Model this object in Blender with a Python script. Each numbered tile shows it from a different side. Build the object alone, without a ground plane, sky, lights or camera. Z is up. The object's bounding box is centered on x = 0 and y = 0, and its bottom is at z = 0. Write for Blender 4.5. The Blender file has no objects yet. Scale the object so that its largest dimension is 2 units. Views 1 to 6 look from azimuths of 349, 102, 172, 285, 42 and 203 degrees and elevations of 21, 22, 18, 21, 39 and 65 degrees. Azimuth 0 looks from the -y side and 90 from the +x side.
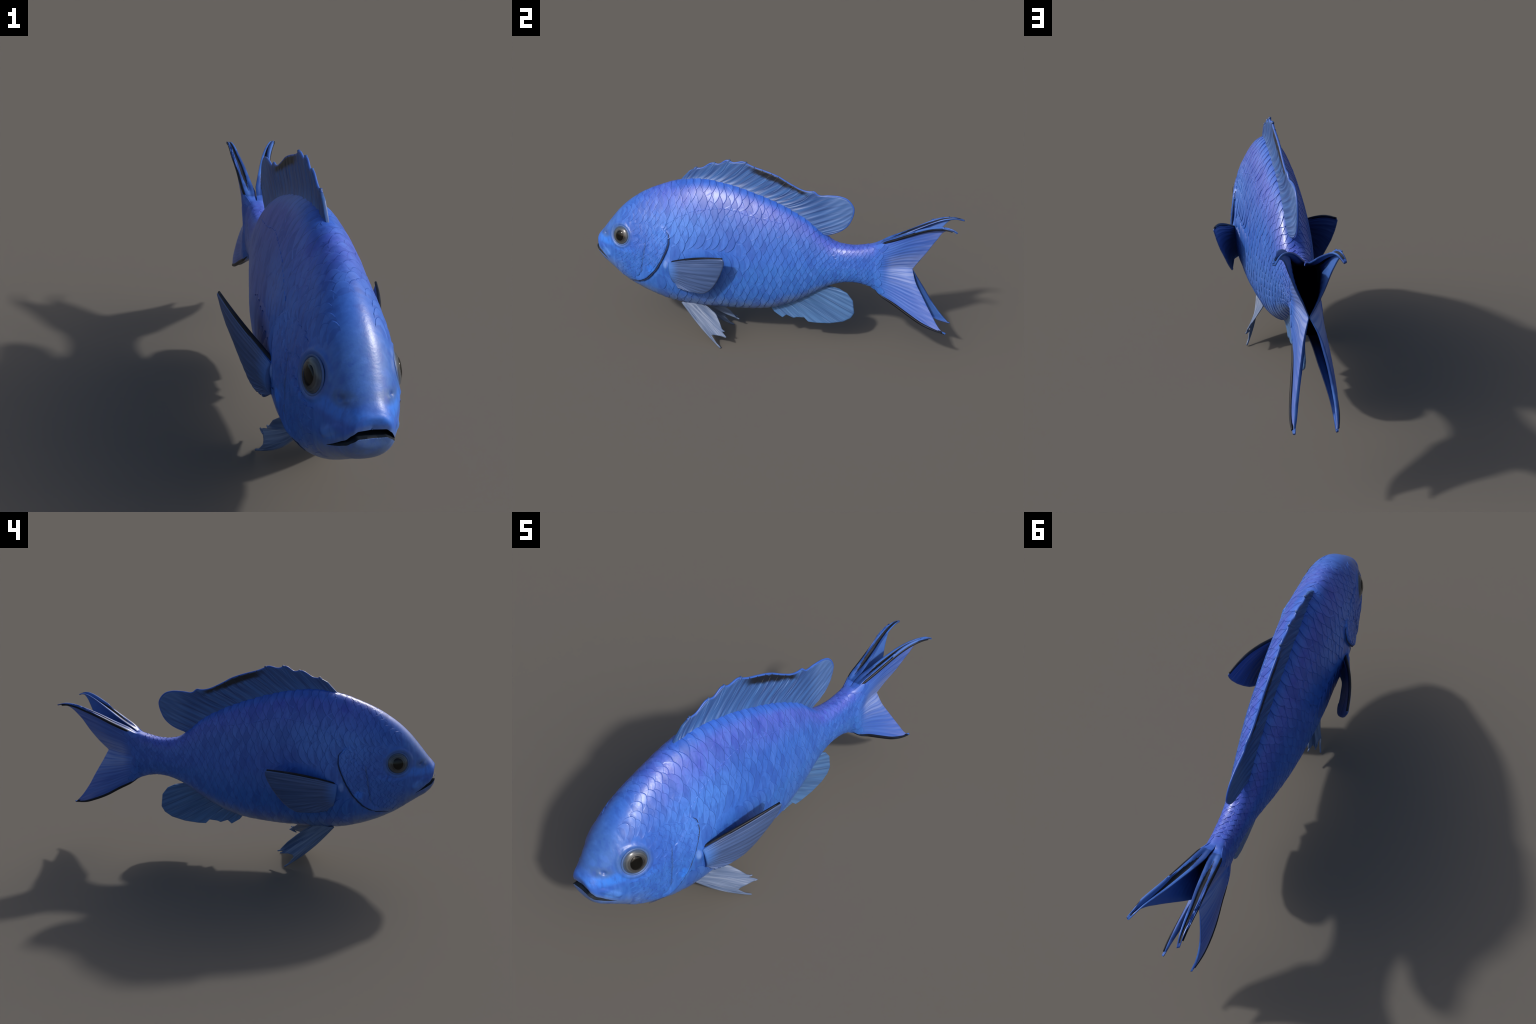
# A blue reef damselfish: lofted body with a forked, split tail, fins with rays, real scales.
import bpy, bmesh, math, random
import numpy as np
from mathutils import Vector

random.seed(7)
rng = np.random.default_rng(7)
COL = bpy.context.scene.collection

# ----------------------------------------------------------------------------- helpers
def herm(xs, ys, x):
    """smooth monotone-ish cubic through control points (vectorised)"""
    xs = np.asarray(xs, float); ys = np.asarray(ys, float); x = np.asarray(x, float)
    h = np.diff(xs); d = np.diff(ys, axis=0) / (h if ys.ndim == 1 else h[:, None])
    m = np.empty_like(ys)
    m[0], m[-1] = d[0], d[-1]
    hw = h if ys.ndim == 1 else h[:, None]
    m[1:-1] = (d[:-1] * hw[1:] + d[1:] * hw[:-1]) / (hw[1:] + hw[:-1])
    i = np.clip(np.searchsorted(xs, x, side='right') - 1, 0, len(xs) - 2)
    t = np.clip((x - xs[i]) / h[i], 0, 1)
    hh = h[i]
    if ys.ndim > 1:
        t = t[..., None]; hh = hh[..., None]
    t2, t3 = t * t, t * t * t
    return ((2*t3 - 3*t2 + 1) * ys[i] + (t3 - 2*t2 + t) * hh * m[i]
            + (3*t2 - 2*t3) * ys[i+1] + (t3 - t2) * hh * m[i+1])

def arc(pts):
    s = np.concatenate([[0], np.cumsum(np.linalg.norm(np.diff(pts, axis=0), axis=1))])
    return s / s[-1]

def along(pts, u):
    pts = np.asarray(pts, float)
    return herm(arc(pts), pts, np.asarray(u, float))

def smooth(a, b, x):
    t = np.clip((x - a) / (b - a), 0, 1)
    return t * t * (3 - 2 * t)

def poly_dist(P, poly, closed=False):
    """distance of 2D points to polyline and arc parameter of the foot"""
    P = np.asarray(P); best = np.full(len(P), 1e9); par = np.zeros(len(P))
    s = arc(poly); n = len(poly)
    for i in range(n - 1):
        a, b = poly[i], poly[i+1]; ab = b - a
        t = np.clip(((P - a) @ ab) / (ab @ ab), 0, 1)
        d = np.linalg.norm(P - (a + t[:, None] * ab), axis=1)
        k = d < best
        best[k] = d[k]; par[k] = (s[i] + t * (s[i+1] - s[i]))[k]
    return best, par

def in_poly(P, poly):
    x, y = P[:, 0], P[:, 1]; c = np.zeros(len(P), bool); n = len(poly)
    for i in range(n):
        x1, y1 = poly[i]; x2, y2 = poly[(i+1) % n]
        if y1 == y2: continue
        k = ((y1 > y) != (y2 > y)) & (x < (x2 - x1) * (y - y1) / (y2 - y1) + x1)
        c ^= k
    return c

def new_mesh(name, verts, faces, mats, fmat=None, smooth_shade=True):
    me = bpy.data.meshes.new(name)
    me.from_pydata([tuple(map(float, v)) for v in verts], [], [tuple(map(int, f)) for f in faces])
    for m in mats: me.materials.append(m)
    if fmat is not None: me.polygons.foreach_set('material_index', np.asarray(fmat, np.int32))
    me.polygons.foreach_set('use_smooth', np.full(len(me.polygons), smooth_shade))
    me.update()
    return me

def add(name, me, parent=None, loc=None):
    ob = bpy.data.objects.new(name, me)
    COL.objects.link(ob)
    if loc is not None: ob.location = loc
    if parent is not None: ob.parent = parent
    return ob

def vnoise(P, f, seed=0):
    """smooth value noise on 3D points, numpy"""
    P = np.asarray(P) * f + seed * 17.31
    i = np.floor(P).astype(np.int64); t = P - i; t = t * t * (3 - 2 * t)
    def h(a, b, c):
        n = (a * 374761393 + b * 668265263 + c * 2147483647 + seed * 9176) & 0x7fffffff
        n = (n ^ (n >> 13)) * 1274126177 & 0x7fffffff
        return ((n ^ (n >> 16)) & 0xffff) / 32767.5 - 1
    r = 0
    for a in (0, 1):
        for b in (0, 1):
            for c in (0, 1):
                w = (t[:, 0] if a else 1 - t[:, 0]) * (t[:, 1] if b else 1 - t[:, 1]) * (t[:, 2] if c else 1 - t[:, 2])
                r = r + w * h(i[:, 0] + a, i[:, 1] + b, i[:, 2] + c)
    return r

# ----------------------------------------------------------------------------- body sections
# y, top z, bottom z, half width, z of the widest place, boxiness above, below (2 = ellipse)
ROWS = np.array([
    (-0.9925, .5360, .5240, .0010, .530, 2.0, 2.0),
    (-0.9950, .5520, .5020, .0220, .526, 2.3, 2.3),
    (-0.9955, .5640, .4830, .0440, .518, 2.5, 2.5),
    (-0.9870, .5780, .4590, .0590, .510, 2.3, 2.4),
    (-0.9650, .6040, .4300, .0720, .502, 2.1, 2.5),
    (-0.9250, .6550, .4020, .0930, .495, 2.1, 2.6),
    (-0.8700, .7205, .3640, .1180, .488, 2.1, 2.65),
    (-0.8100, .7760, .3210, .1360, .478, 2.0, 2.6),
    (-0.7500, .8170, .2860, .1460, .465, 1.95, 2.45),
    (-0.6900, .8495, .2560, .1530, .455, 1.85, 2.3),
    (-0.6000, .8870, .2220, .1580, .450, 1.80, 2.15),
    (-0.5000, .9170, .1990, .1575, .445, 1.86, 1.95),
    (-0.4000, .9325, .1920, .1525, .440, 1.88, 1.88),
    (-0.3000, .9280, .1930, .1515, .437, 1.82, 1.86),
    (-0.2000, .9090, .1950, .1450, .437, 1.82, 1.88),
    (-0.1000, .8810, .2030, .1360, .447, 1.83, 1.95),
    (0.0000, .8470, .2200, .1240, .455, 1.90, 2.1),
    (0.1000, .8050, .2560, .1070, .470, 1.95, 2.25),
    (0.2000, .7500, .3100, .0890, .490, 2.0, 2.35),
    (0.2700, .6880, .3570, .0750, .505, 2.2, 2.45),
    (0.3300, .6420, .3930, .0640, .515, 2.4, 2.5),
    (0.4000, .6250, .4160, .0550, .520, 2.6, 2.5),
    (0.4600, .6270, .4220, .0510, .524, 2.8, 2.5),
    (0.5150, .6390, .4140, .0485, .526, 3.0, 2.5),
    (0.5550, .6530, .4010, .0480, .527, 3.2, 2.6),
])
RS = np.concatenate([[0], np.cumsum(np.linalg.norm(np.diff(ROWS[:, :3] * [1, .5, .5], axis=0), axis=1))])
NV = 181                     # points from the back ridge down to the belly, one side

def centre_x(y):             # the tail end swings a little to one side
    return 0.007 * smooth(.30, .57, y)

def sections(s):
    """base surface of the right side: (len(s), NV, 3), v runs top -> bottom by arc length"""
    R = herm(RS, ROWS, s)
    th = np.linspace(0, math.pi, 401)
    out = np.empty((len(s), NV, 3))
    for i, (y, top, bot, a, zw, nu, nl) in enumerate(R):
        n = np.where(th < math.pi / 2, nu, nl)
        sx = np.abs(np.sin(th)) ** (2 / n); cz = np.sign(np.cos(th)) * np.abs(np.cos(th)) ** (2 / n)
        x = a * sx
        z = np.where(cz >= 0, zw + (top - zw) * cz, zw + (zw - bot) * cz)
        q = np.stack([x, z], 1); u = arc(q); v = np.linspace(0, 1, NV)
        out[i, :, 0] = np.interp(v, u, x); out[i, :, 2] = np.interp(v, u, z); out[i, :, 1] = y
    out[:, 0, 0] = 0; out[:, -1, 0] = 0
    return out

S0 = RS[-1]
s_nose = np.linspace(0, RS[5], 46)[:-1]
s_head = np.linspace(RS[5], RS[11], 150)[:-1]
s_rest = np.linspace(RS[11], S0, 240)
SV = np.concatenate([s_nose, s_head, s_rest])
BASE = sections(SV)
NR = len(SV)

def grid_normals(G, flip=False):
    du = np.gradient(G, axis=0); dv = np.gradient(G, axis=1)
    n = np.cross(du, dv); l = np.linalg.norm(n, axis=2, keepdims=True)
    n = n / np.maximum(l, 1e-12)
    return -n if flip else n

NOR = grid_normals(BASE)
if NOR[NR // 2, NV // 2, 0] < 0: NOR = -NOR
NOR[:, 0, 0] = 0; NOR[:, -1, 0] = 0
NOR[0] = (0, -1, 0)
NOR /= np.maximum(np.linalg.norm(NOR, axis=2, keepdims=True), 1e-9)

# ---- relief of the head and the shoulder girdle, in side view (y, z)
GILL_EDGE = np.array([(-.625, .690), (-.598, .688), (-.573, .676), (-.553, .656), (-.541, .632), (-.541, .597), (-.556, .548),
                      (-.584, .489), (-.620, .432), (-.672, .380), (-.719, .357), (-.764, .350), (-.80, .350)])
GILL_POLY = np.vstack([GILL_EDGE, [(-.86, .36), (-.86, .69)]])
PREOP = np.array([(-.668, .600), (-.674, .575), (-.687, .523), (-.695, .447), (-.703, .408), (-.720, .385), (-.760, .378)])
EYE = np.array([-.826, .605])
JAW_CORNER = np.array([-.912, .462])

def relief(P):
    q = P[:, 1:3]; h = np.zeros(len(P))
    side = smooth(.03, .09, np.abs(P[:, 0]))
    d, par = poly_dist(q, GILL_EDGE)
    ins = in_poly(q, GILL_POLY)
    w = smooth(0, .22, par) * (1 - smooth(.80, 1.0, par))
    h += np.where(ins, w * .0145 * np.exp(-d / .055) * smooth(0, .004, d), -.0035 * w * np.exp(-(d / .012) ** 2)) * side
    d, par = poly_dist(q, PREOP)
    h -= .0035 * np.exp(-(d / .0045) ** 2) * smooth(0, .1, par) * (1 - smooth(.8, 1, par)) * side
    d = np.linalg.norm(q - EYE, axis=1)
    h -= .006 * (1 - smooth(.040, .058, d)) * side          # socket
    h += .0035 * np.exp(-((d - .063) / .007) ** 2) * side    # orbit rim
    d = np.linalg.norm((q - np.array([-.548, .470])) / [1.0, 1.3], axis=1)
    h += .010 * np.exp(-(d / .026) ** 2) * side              # pectoral shoulder knob
    nostril = np.linalg.norm(q - np.array([-.935, .592]), axis=1)
    h += (-.006 * np.exp(-(nostril / .007) ** 2) + .0022 * np.exp(-(np.linalg.norm(q - np.array([-.947, .590]), axis=1) / .007) ** 2)) * smooth(.02, .045, np.abs(P[:, 0]))
    # maxilla plate above the mouth corner
    a, b = np.array([-.955, .520]), np.array([-.905, .478]); ab = b - a
    t = np.clip(((q - a) @ ab) / (ab @ ab), 0, 1); d = np.linalg.norm(q - (a + t[:, None] * ab), axis=1)
    h += .003 * (1 - smooth(.003, .016, d)) * side
    # cheek and nape wrinkles
    hd = (1 - smooth(-.62, -.54, q[:, 0])) * smooth(-.92, -.84, q[:, 0]) * side * smooth(.045, .075, np.linalg.norm(q - EYE, axis=1))
    W = P * [1, 2.4, .9]
    h += hd * .0013 * (np.abs(vnoise(W, 26, 1)) * 1.4 - .5 + .6 * vnoise(W, 48, 2))
    return h

def displaced(G, N):
    P = G.reshape(-1, 3)
    return (P + N.reshape(-1, 3) * relief(P)[:, None]).reshape(G.shape)

def mouth_mid(x):
    """height of the gape over the width of the snout: flat in front, drooping to the corners"""
    return np.interp(np.abs(x), [0, .038, .054, .071, .088, .100, .2], [.5195, .519, .506, .480, .453, .438, .40])

def lips(G):
    """the lower jaw juts out, the upper lip tucks in above the gape"""
    y, z = G[..., 1], G[..., 2]; zm = mouth_mid(G[..., 0]); f = 1 - smooth(-.965, -.90, y)
    low = smooth(.004, -.006, z - zm) * np.exp(-np.clip(zm - z, 0, 1) / .045)
    upp = smooth(-.004, .004, z - zm) * np.exp(-((z - zm - .004) / .014) ** 2)
    G[..., 1] = y + f * (-.0065 * low + .003 * upp)
    return G

BODY = lips(displaced(BASE, NOR))
BODY[:, 0, 0] = 0; BODY[:, -1, 0] = 0

def two_sides(G):
    c = centre_x(G[..., 1])
    R, L = G.copy(), G.copy()
    L[..., 0] *= -1
    R[..., 0] += c; L[..., 0] += c
    return R, L
BR, BL = two_sides(BODY)

# ----------------------------------------------------------------------------- tail (split caudal fin)
NU = 90
T_UP = {+1: [(.0493, .598, .679), (.069, .671, .720), (.088, .742, .759), (.109, .812, .793), (.127, .859, .810), (.146, .905, .8185), (.158, .940, .816), (.167, .964, .806)],
        -1: [(-.034, .615, .681), (-.038, .693, .719), (-.042, .770, .758), (-.048, .837, .788), (-.050, .897, .809), (-.051, .950, .8145), (-.052, .995, .805)]}
T_LO = {+1: [(.056, .593, .384), (.072, .672, .342), (.091, .752, .298), (.109, .831, .258), (.122, .908, .234), (.125, .956, .223)],
        -1: [(-.034, .605, .378), (-.038, .690, .333), (-.042, .770, .289), (-.040, .840, .259), (-.032, .906, .235), (-.018, .973, .224)]}
T_TR = {+1: ([(.167, .964, .806), (.150, .930, .806), (.132, .905, .797), (.106, .864, .735), (.078, .822, .656), (.050, .787, .592), (.0300, .759, .536)],
             [(.0300, .759, .536), (.052, .777, .473), (.073, .818, .404), (.098, .870, .322), (.119, .928, .243), (.125, .956, .223)]),
        -1: ([(-.052, .995, .805), (-.051, .960, .805), (-.049, .926, .796), (-.036, .878, .745), (-.011, .830, .650), (.008, .795, .588), (.0240, .759, .536)],
             [(.0240, .759, .536), (-.003, .783, .482), (-.019, .822, .416), (-.029, .870, .336), (-.030, .920, .272), (-.024, .955, .238), (-.018, .973, .224)])}

BOW = {1: (.002, -.012), -1: (.004, .006)}
def tail_sheet(side, BG):
    """rows behind the last body ring: rolled upper rim, web, lower rim; topology of the ring kept"""
    ring = BG[-1]
    half = NV // 2
    iO = int(np.argmin(np.linalg.norm(ring[:half, [0, 2]] - np.array([centre_x(.555) + side * .036, .650]), axis=1)))
    iL = half + int(np.argmin(np.linalg.norm(ring[half:, [0, 2]] - np.array([centre_x(.555) + side * .036, .410]), axis=1)))
    u = np.linspace(0, 1, NU + 1)[1:]
    def led(i, pts):                      # edge curve that leaves the body without a kink
        q = np.vstack([BG[-9, i], ring[i], pts]); a = arc(q)
        return herm(a, q, a[1] + np.r_[0, u] * (1 - a[1]))
    O, L = led(iO, T_UP[side]), led(iL, T_LO[side])
    O[:, 2] -= .004 * np.sin(np.linspace(0, 1, NU + 1) * math.pi)
    back = ring - BG[-5]; back /= np.linalg.norm(back, axis=1, keepdims=True)
    # trailing edge, fork at the middle
    w = np.linspace(0, 1, iL - iO + 1)
    wb = arc(ring[iO:iL+1])
    grow = lambda q: np.array(q) + np.array([0, .005, 0]) * np.sin(np.linspace(0, 1, len(q)) * math.pi)[:, None] ** .5
    a, b = grow(T_TR[side][0]), grow(T_TR[side][1])
    TR = np.where((wb < .5)[:, None], along(a, np.clip(wb * 2, 0, 1)), along(b, np.clip(wb * 2 - 1, 0, 1)))
    B = ring[iO:iL+1]
    G = np.empty((NU, NV, 3))
    for k, uu in enumerate(u):
        e = uu
        span = np.linalg.norm(TR - B, axis=1, keepdims=True)
        lin_b = (1 - e) * B + e * TR
        lin_c = lin_b + .55 * e * (1 - e) ** 2 * (back[iO:iL+1] * span - (TR - B))
        Ok, Lk = O[k+1], L[k+1]
        o_lin = (1 - e) * B[0] + e * TR[0]; l_lin = (1 - e) * B[-1] + e * TR[-1]
        o_lin, l_lin = o_lin + lin_c[0] - lin_b[0], l_lin + lin_c[-1] - lin_b[-1]
        web = lin_c + (1 - wb)[:, None] * (Ok - o_lin) + wb[:, None] * (Lk - l_lin)
        web[:, 0] += BOW[side][0] * math.sin(math.pi * uu) ** 2 * np.clip(np.sin(2 * math.pi * wb), 0, 1) + BOW[side][1] * math.sin(math.pi * uu) ** 2 * np.clip(-np.sin(2 * math.pi * wb), 0, 1)      # the web swings to one side
        G[k, iO:iL+1] = web
        # rims: strip between the inner edge (toward the slit) and the outer edge
        wr = .040 * (1 - uu) ** .7 + .009
        cx = float(np.interp(Ok[1], [.5, .571, .757, .98], [.004, .007, .027, .057]))
        keep = lambda p: np.array([max(p[0], cx + .0008) if side > 0 else min(p[0], cx - .0008), p[1], p[2]])
        drop = smooth(0, .10, uu)
        inn = keep(Ok + np.array([-side * wr, .006 * smooth(0, .3, uu), -.002]))
        top0 = ring[0] + np.array([0, .02 * min(1, uu / .04), 0])
        m = smooth(0, .06, uu)
        inn = (1 - m) * (ring[0] + (Ok - ring[iO]) * [0.0, 1, 1]) + m * inn
        t = np.linspace(0, 1, iO + 1)
        base_shape = ring[:iO+1] - ((1 - t)[:, None] * ring[0] + t[:, None] * ring[iO])
        strip = (1 - t)[:, None] * inn + t[:, None] * Ok + base_shape * (1 - uu)
        groove = np.exp(-((t - .5) / .2) ** 2) * .006 * smooth(.03, .2, uu) * (1 - smooth(.85, 1, uu))
        strip[:, 2] -= groove; strip[:, 1] += groove * .5
        G[k, :iO+1] = strip
        inl = keep(Lk + np.array([-side * wr * .8, .004 * smooth(0, .3, uu), .002]))
        inl = (1 - m) * (ring[-1] + (Lk - ring[iL]) * [0.0, 1, 1]) + m * inl
        n = NV - iL; t = np.linspace(0, 1, n)
        base_shape = ring[iL:] - ((1 - t)[:, None] * ring[iL] + t[:, None] * ring[-1])
        strip = (1 - t)[:, None] * Lk + t[:, None] * inl + base_shape * (1 - uu)
        groove = np.exp(-((t - .5) / .25) ** 2) * .004 * smooth(.03, .2, uu) * (1 - smooth(.85, 1, uu))
        strip[:, 2] += groove
        G[k, iL:] = strip
    # fin ray ridges on the web
    N = grid_normals(G)
    if N[NU // 2, NV // 2, 0] * side < 0: N = -N
    ww = np.linspace(0, 1, iL - iO + 1)
    ridge = .0006 * np.cos(ww * 2 * math.pi * 26)[None, :] * (smooth(.05, .4, u) * (1 - smooth(.8, 1, u)))[:, None] * np.sin(ww * math.pi)[None, :] ** .5
    G[:, iO:iL+1] += N[:, iO:iL+1] * ridge[..., None]
    return G, N, iO, iL, O, L

# ----------------------------------------------------------------------------- materials
class Nodes:
    def __init__(self, name):
        self.mat = bpy.data.materials.new(name); self.mat.use_nodes = True
        self.t = self.mat.node_tree; self.n = self.t.nodes; self.l = self.t.links
        self.bsdf = self.n['Principled BSDF']
        self.tc = self.n.new('ShaderNodeTexCoord')
        s = self.n.new('ShaderNodeSeparateXYZ'); self.l.new(self.tc.outputs['Object'], s.inputs[0])
        self.x, self.y, self.z = s.outputs
        self.obj = self.tc.outputs['Object']
    def put(self, sock, v):
        if isinstance(v, (int, float)): sock.default_value = v
        elif isinstance(v, (tuple, list)): sock.default_value = (*v, 1.0)[:len(sock.default_value)]
        else: self.l.new(v, sock)
    def m(self, op, a, b=0.0, c=0.0, clamp=False):
        k = self.n.new('ShaderNodeMath'); k.operation = op; k.use_clamp = clamp
        for i, v in enumerate((a, b, c)): self.put(k.inputs[i], v)
        return k.outputs[0]
    def ss(self, a, b, x, lo=0.0, hi=1.0):
        k = self.n.new('ShaderNodeMapRange'); k.interpolation_type = 'SMOOTHSTEP'
        if a > b: a, b, lo, hi = b, a, hi, lo
        self.put(k.inputs['Value'], x)
        for nm, v in (('From Min', a), ('From Max', b), ('To Min', lo), ('To Max', hi)): k.inputs[nm].default_value = v
        return k.outputs['Result']
    def mix(self, f, a, b, mode='MIX'):
        k = self.n.new('ShaderNodeMix'); k.data_type = 'RGBA'; k.blend_type = mode
        self.put(k.inputs[0], f); self.put(k.inputs[6], a); self.put(k.inputs[7], b)
        return k.outputs[2]
    def noise(self, scale, vec=None, detail=3.0, rough=.55, stretch=None):
        k = self.n.new('ShaderNodeTexNoise'); k.inputs['Scale'].default_value = scale
        k.inputs['Detail'].default_value = detail; k.inputs['Roughness'].default_value = rough
        v = self.obj if vec is None else vec
        if stretch:
            mp = self.n.new('ShaderNodeMapping'); mp.inputs['Scale'].default_value = stretch
            self.l.new(v, mp.inputs['Vector']); v = mp.outputs[0]
        self.l.new(v, k.inputs['Vector'])
        return k.outputs['Fac']
    def vec(self, x, y, z):
        k = self.n.new('ShaderNodeCombineXYZ')
        for i, v in enumerate((x, y, z)): self.put(k.inputs[i], v)
        return k.outputs[0]
    def ramp(self, x, stops, interp='LINEAR'):
        k = self.n.new('ShaderNodeValToRGB'); k.color_ramp.interpolation = interp
        e = k.color_ramp.elements
        while len(e) < len(stops): e.new(0.5)
        for el, (p, c) in zip(e, sorted(stops)):
            el.position = p; el.color = (c, c, c, 1) if isinstance(c, (int, float)) else (*c, 1)
        self.put(k.inputs[0], x)
        return k.outputs[0]
    def spot(self, cy, cz, ry, rz, soft=1.0):
        """1 inside an ellipse of the side view, fading out"""
        a = self.m('DIVIDE', self.m('SUBTRACT', self.y, cy), ry); b = self.m('DIVIDE', self.m('SUBTRACT', self.z, cz), rz)
        d = self.m('ADD', self.m('MULTIPLY', a, a), self.m('MULTIPLY', b, b))
        return self.ss(1.0 + soft, max(0.0, 1.0 - soft), d)
    def bump(self, height, strength, dist=.01):
        k = self.n.new('ShaderNodeBump'); k.inputs['Strength'].default_value = strength; k.inputs['Distance'].default_value = dist
        self.l.new(height, k.inputs['Height']); self.l.new(k.outputs[0], self.bsdf.inputs['Normal'])
    def done(self, color, rough=.4, spec=.5, **kw):
        b = self.bsdf
        self.put(b.inputs['Base Color'], color); self.put(b.inputs['Roughness'], rough); b.inputs['Specular IOR Level'].default_value = spec
        for k, v in kw.items(): self.put(b.inputs[k.replace('_', ' ')], v)
        return self.mat

def skin_nodes(name):
    N = Nodes(name)
    yn = N.m('MULTIPLY_ADD', N.y, 1 / 1.6, 1.0 / 1.6)          # y -1 .. .6 -> 0 .. 1
    pick = ROWS[3::1]
    tops = N.ramp(yn, [((r[0] + 1) / 1.6, float(r[1])) for r in pick])
    bots = N.ramp(yn, [((r[0] + 1) / 1.6, float(r[2])) for r in pick])
    h = N.m('DIVIDE', N.m('SUBTRACT', N.z, bots), N.m('SUBTRACT', tops, bots))
    big = N.noise(3.2, detail=2); mid = N.noise(11, detail=3, stretch=(1, 1.4, .8)); fine = N.noise(55, detail=4, stretch=(1, 1.6, .7))
    hj = N.m('ADD', h, N.m('MULTIPLY_ADD', mid, .10, -.05))
    c = N.mix(N.ss(.35, .65, big), (.038, .142, .565), (.034, .118, .520))
    c = N.mix(N.ss(.52, .40, hj, 0, .5), c, (.032, .148, .500))                       # lower flank, more cyan
    fore = N.spot(-.50, .70, .17, .16, .9)
    c = N.mix(N.m('MULTIPLY', fore, .75), c, (.070, .220, .740))                      # pale shoulder
    vi = N.m('MULTIPLY', N.ss(.70, .94, hj), N.m('MULTIPLY', N.ss(-.80, -.55, N.y), N.ss(.62, .50, N.y)))
    c = N.mix(N.m('MULTIPLY', vi, .68), c, (.090, .108, .550))                        # violet back
    blot = N.m('MULTIPLY', N.ss(.48, .70, N.noise(17, detail=2, stretch=(1, 1.3, .8))), vi)
    c = N.mix(N.m('MULTIPLY', blot, .75), c, (.045, .070, .480))
    c = N.mix(N.m('MULTIPLY', N.ss(.935, .985, h), N.m('MULTIPLY', N.ss(-.62, -.48, N.y), N.ss(.35, .25, N.y))), c, (.030, .120, .560))
    bel = N.m('MULTIPLY', N.ss(.17, .03, hj), N.ss(.44, .30, N.y))
    c = N.mix(N.m('MULTIPLY', bel, .85), c, (.125, .200, .370))                       # grey belly
    # head
    head = N.ss(-.80, -.90, N.y)
    c = N.mix(N.m('MULTIPLY', head, N.m('MULTIPLY', N.ss(.56, .62, N.z), .7)), c, (.052, .145, .430))
    c = N.mix(N.m('MULTIPLY', N.m('MULTIPLY', N.ss(-.76, -.9, N.y), N.ss(.49, .41, N.z)), .9), c, (.105, .175, .370))
    c = N.mix(N.m('MULTIPLY', N.spot(-.925, .560, .070, .022, 1.0), .65), c, (.045, .250, .920))
    c = N.mix(N.m('MULTIPLY', N.spot(-.800, .535, .070, .016, 1.0), .35), c, (.050, .230, .900))
    c = N.mix(N.m('MULTIPLY', N.spot(-.645, .446, .020, .018, 1.0), .7), c, (.030, .235, .950))
    c = N.mix(N.m('MULTIPLY', N.spot(-.557, .478, .012, .020, 1.0), .45), c, (.260, .430, .860))  # white highlight on the shoulder knob, tinted into the skin colour
    c = N.mix(N.m('MULTIPLY', N.spot(-.930, .499, .040, .015, .6), .0), c, (.130, .360, .900))
    ax = N.m('ABSOLUTE', N.x)
    mm = N.ramp(N.m('MULTIPLY', ax, 5.0), [(0, .522), (.19, .520), (.27, .506), (.355, .480), (.44, .453), (.5, .438), (1, .40)])
    dm = N.m('SUBTRACT', N.z, mm)
    c = N.mix(N.m('MULTIPLY', N.m('MULTIPLY', N.ss(-.87, -.93, N.y), N.ss(.002, -.004, dm)), .75), c, (.095, .165, .350))
    c = N.mix(N.m('MULTIPLY', N.m('MULTIPLY', N.ss(-.90, -.95, N.y), N.m('MULTIPLY', N.ss(.030, .010, dm), N.ss(-.010, -.002, dm))), .55), c, (.150, .230, .430))
    c = N.mix(N.m('MULTIPLY', N.m('MULTIPLY', N.spot(-.925, .492, .026, .020, .8), N.ss(.008, .016, dm)), .4), c, (.120, .320, .860))
    nose = N.spot(-.937, .592, .030, .020, .9)
    c = N.mix(N.m('MULTIPLY', nose, .55), c, (.060, .110, .210))
    pre = N.m('ABSOLUTE', N.m('SUBTRACT', N.y, N.m('MULTIPLY_ADD', N.z, .17, -.7725)))
    pre = N.m('MULTIPLY', N.ss(.006, .002, pre), N.m('MULTIPLY', N.ss(.395, .43, N.z), N.ss(.605, .57, N.z)))
    c = N.mix(N.m('MULTIPLY', pre, .55), c, (.030, .065, .170))
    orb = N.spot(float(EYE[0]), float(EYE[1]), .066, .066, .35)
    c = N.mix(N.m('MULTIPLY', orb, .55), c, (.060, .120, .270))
    c = N.mix(N.ss(.42, .68, fine, 0, .30), c, (.028, .095, .450))
    streak = N.noise(30, detail=3, stretch=(1, 1.9, .55))
    c = N.mix(N.ss(.50, .68, streak, 0, .45), c, (.024, .078, .400))
    c = N.mix(N.ss(.50, .30, streak, 0, .30), c, (.075, .205, .690))
    return N, c, h, fine

N, c, h, fine = skin_nodes('fish_skin')
N.bump(N.noise(120, detail=2), .12, .003)
M_SKIN = N.done(c, rough=.36, spec=.55)
N, c, h, fine = skin_nodes('deep_scale_skin')
M_DEEP = N.done(N.mix(.34, c, (.022, .068, .350)), rough=.40, spec=.5)
N, c, h, fine = skin_nodes('pale_scale_skin')
M_PALE = N.done(N.mix(.14, c, (.090, .220, .720)), rough=.36, spec=.55)
N, c, h, fine = skin_nodes('scale_edge_skin')
c = N.mix(.36, c, (.022, .052, .230))
M_RIM = N.done(c, rough=.5, spec=.3)
N = Nodes('mouth_interior'); M_MOUTH = N.done(N.mix(N.noise(30), (.004, .007, .014), (.010, .018, .032)), rough=.6, spec=.2)
N = Nodes('black_hollow'); M_BLACK = N.done(N.mix(N.noise(20), (.001, .001, .002), (.004, .005, .010)), rough=.9, spec=.02)

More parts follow.
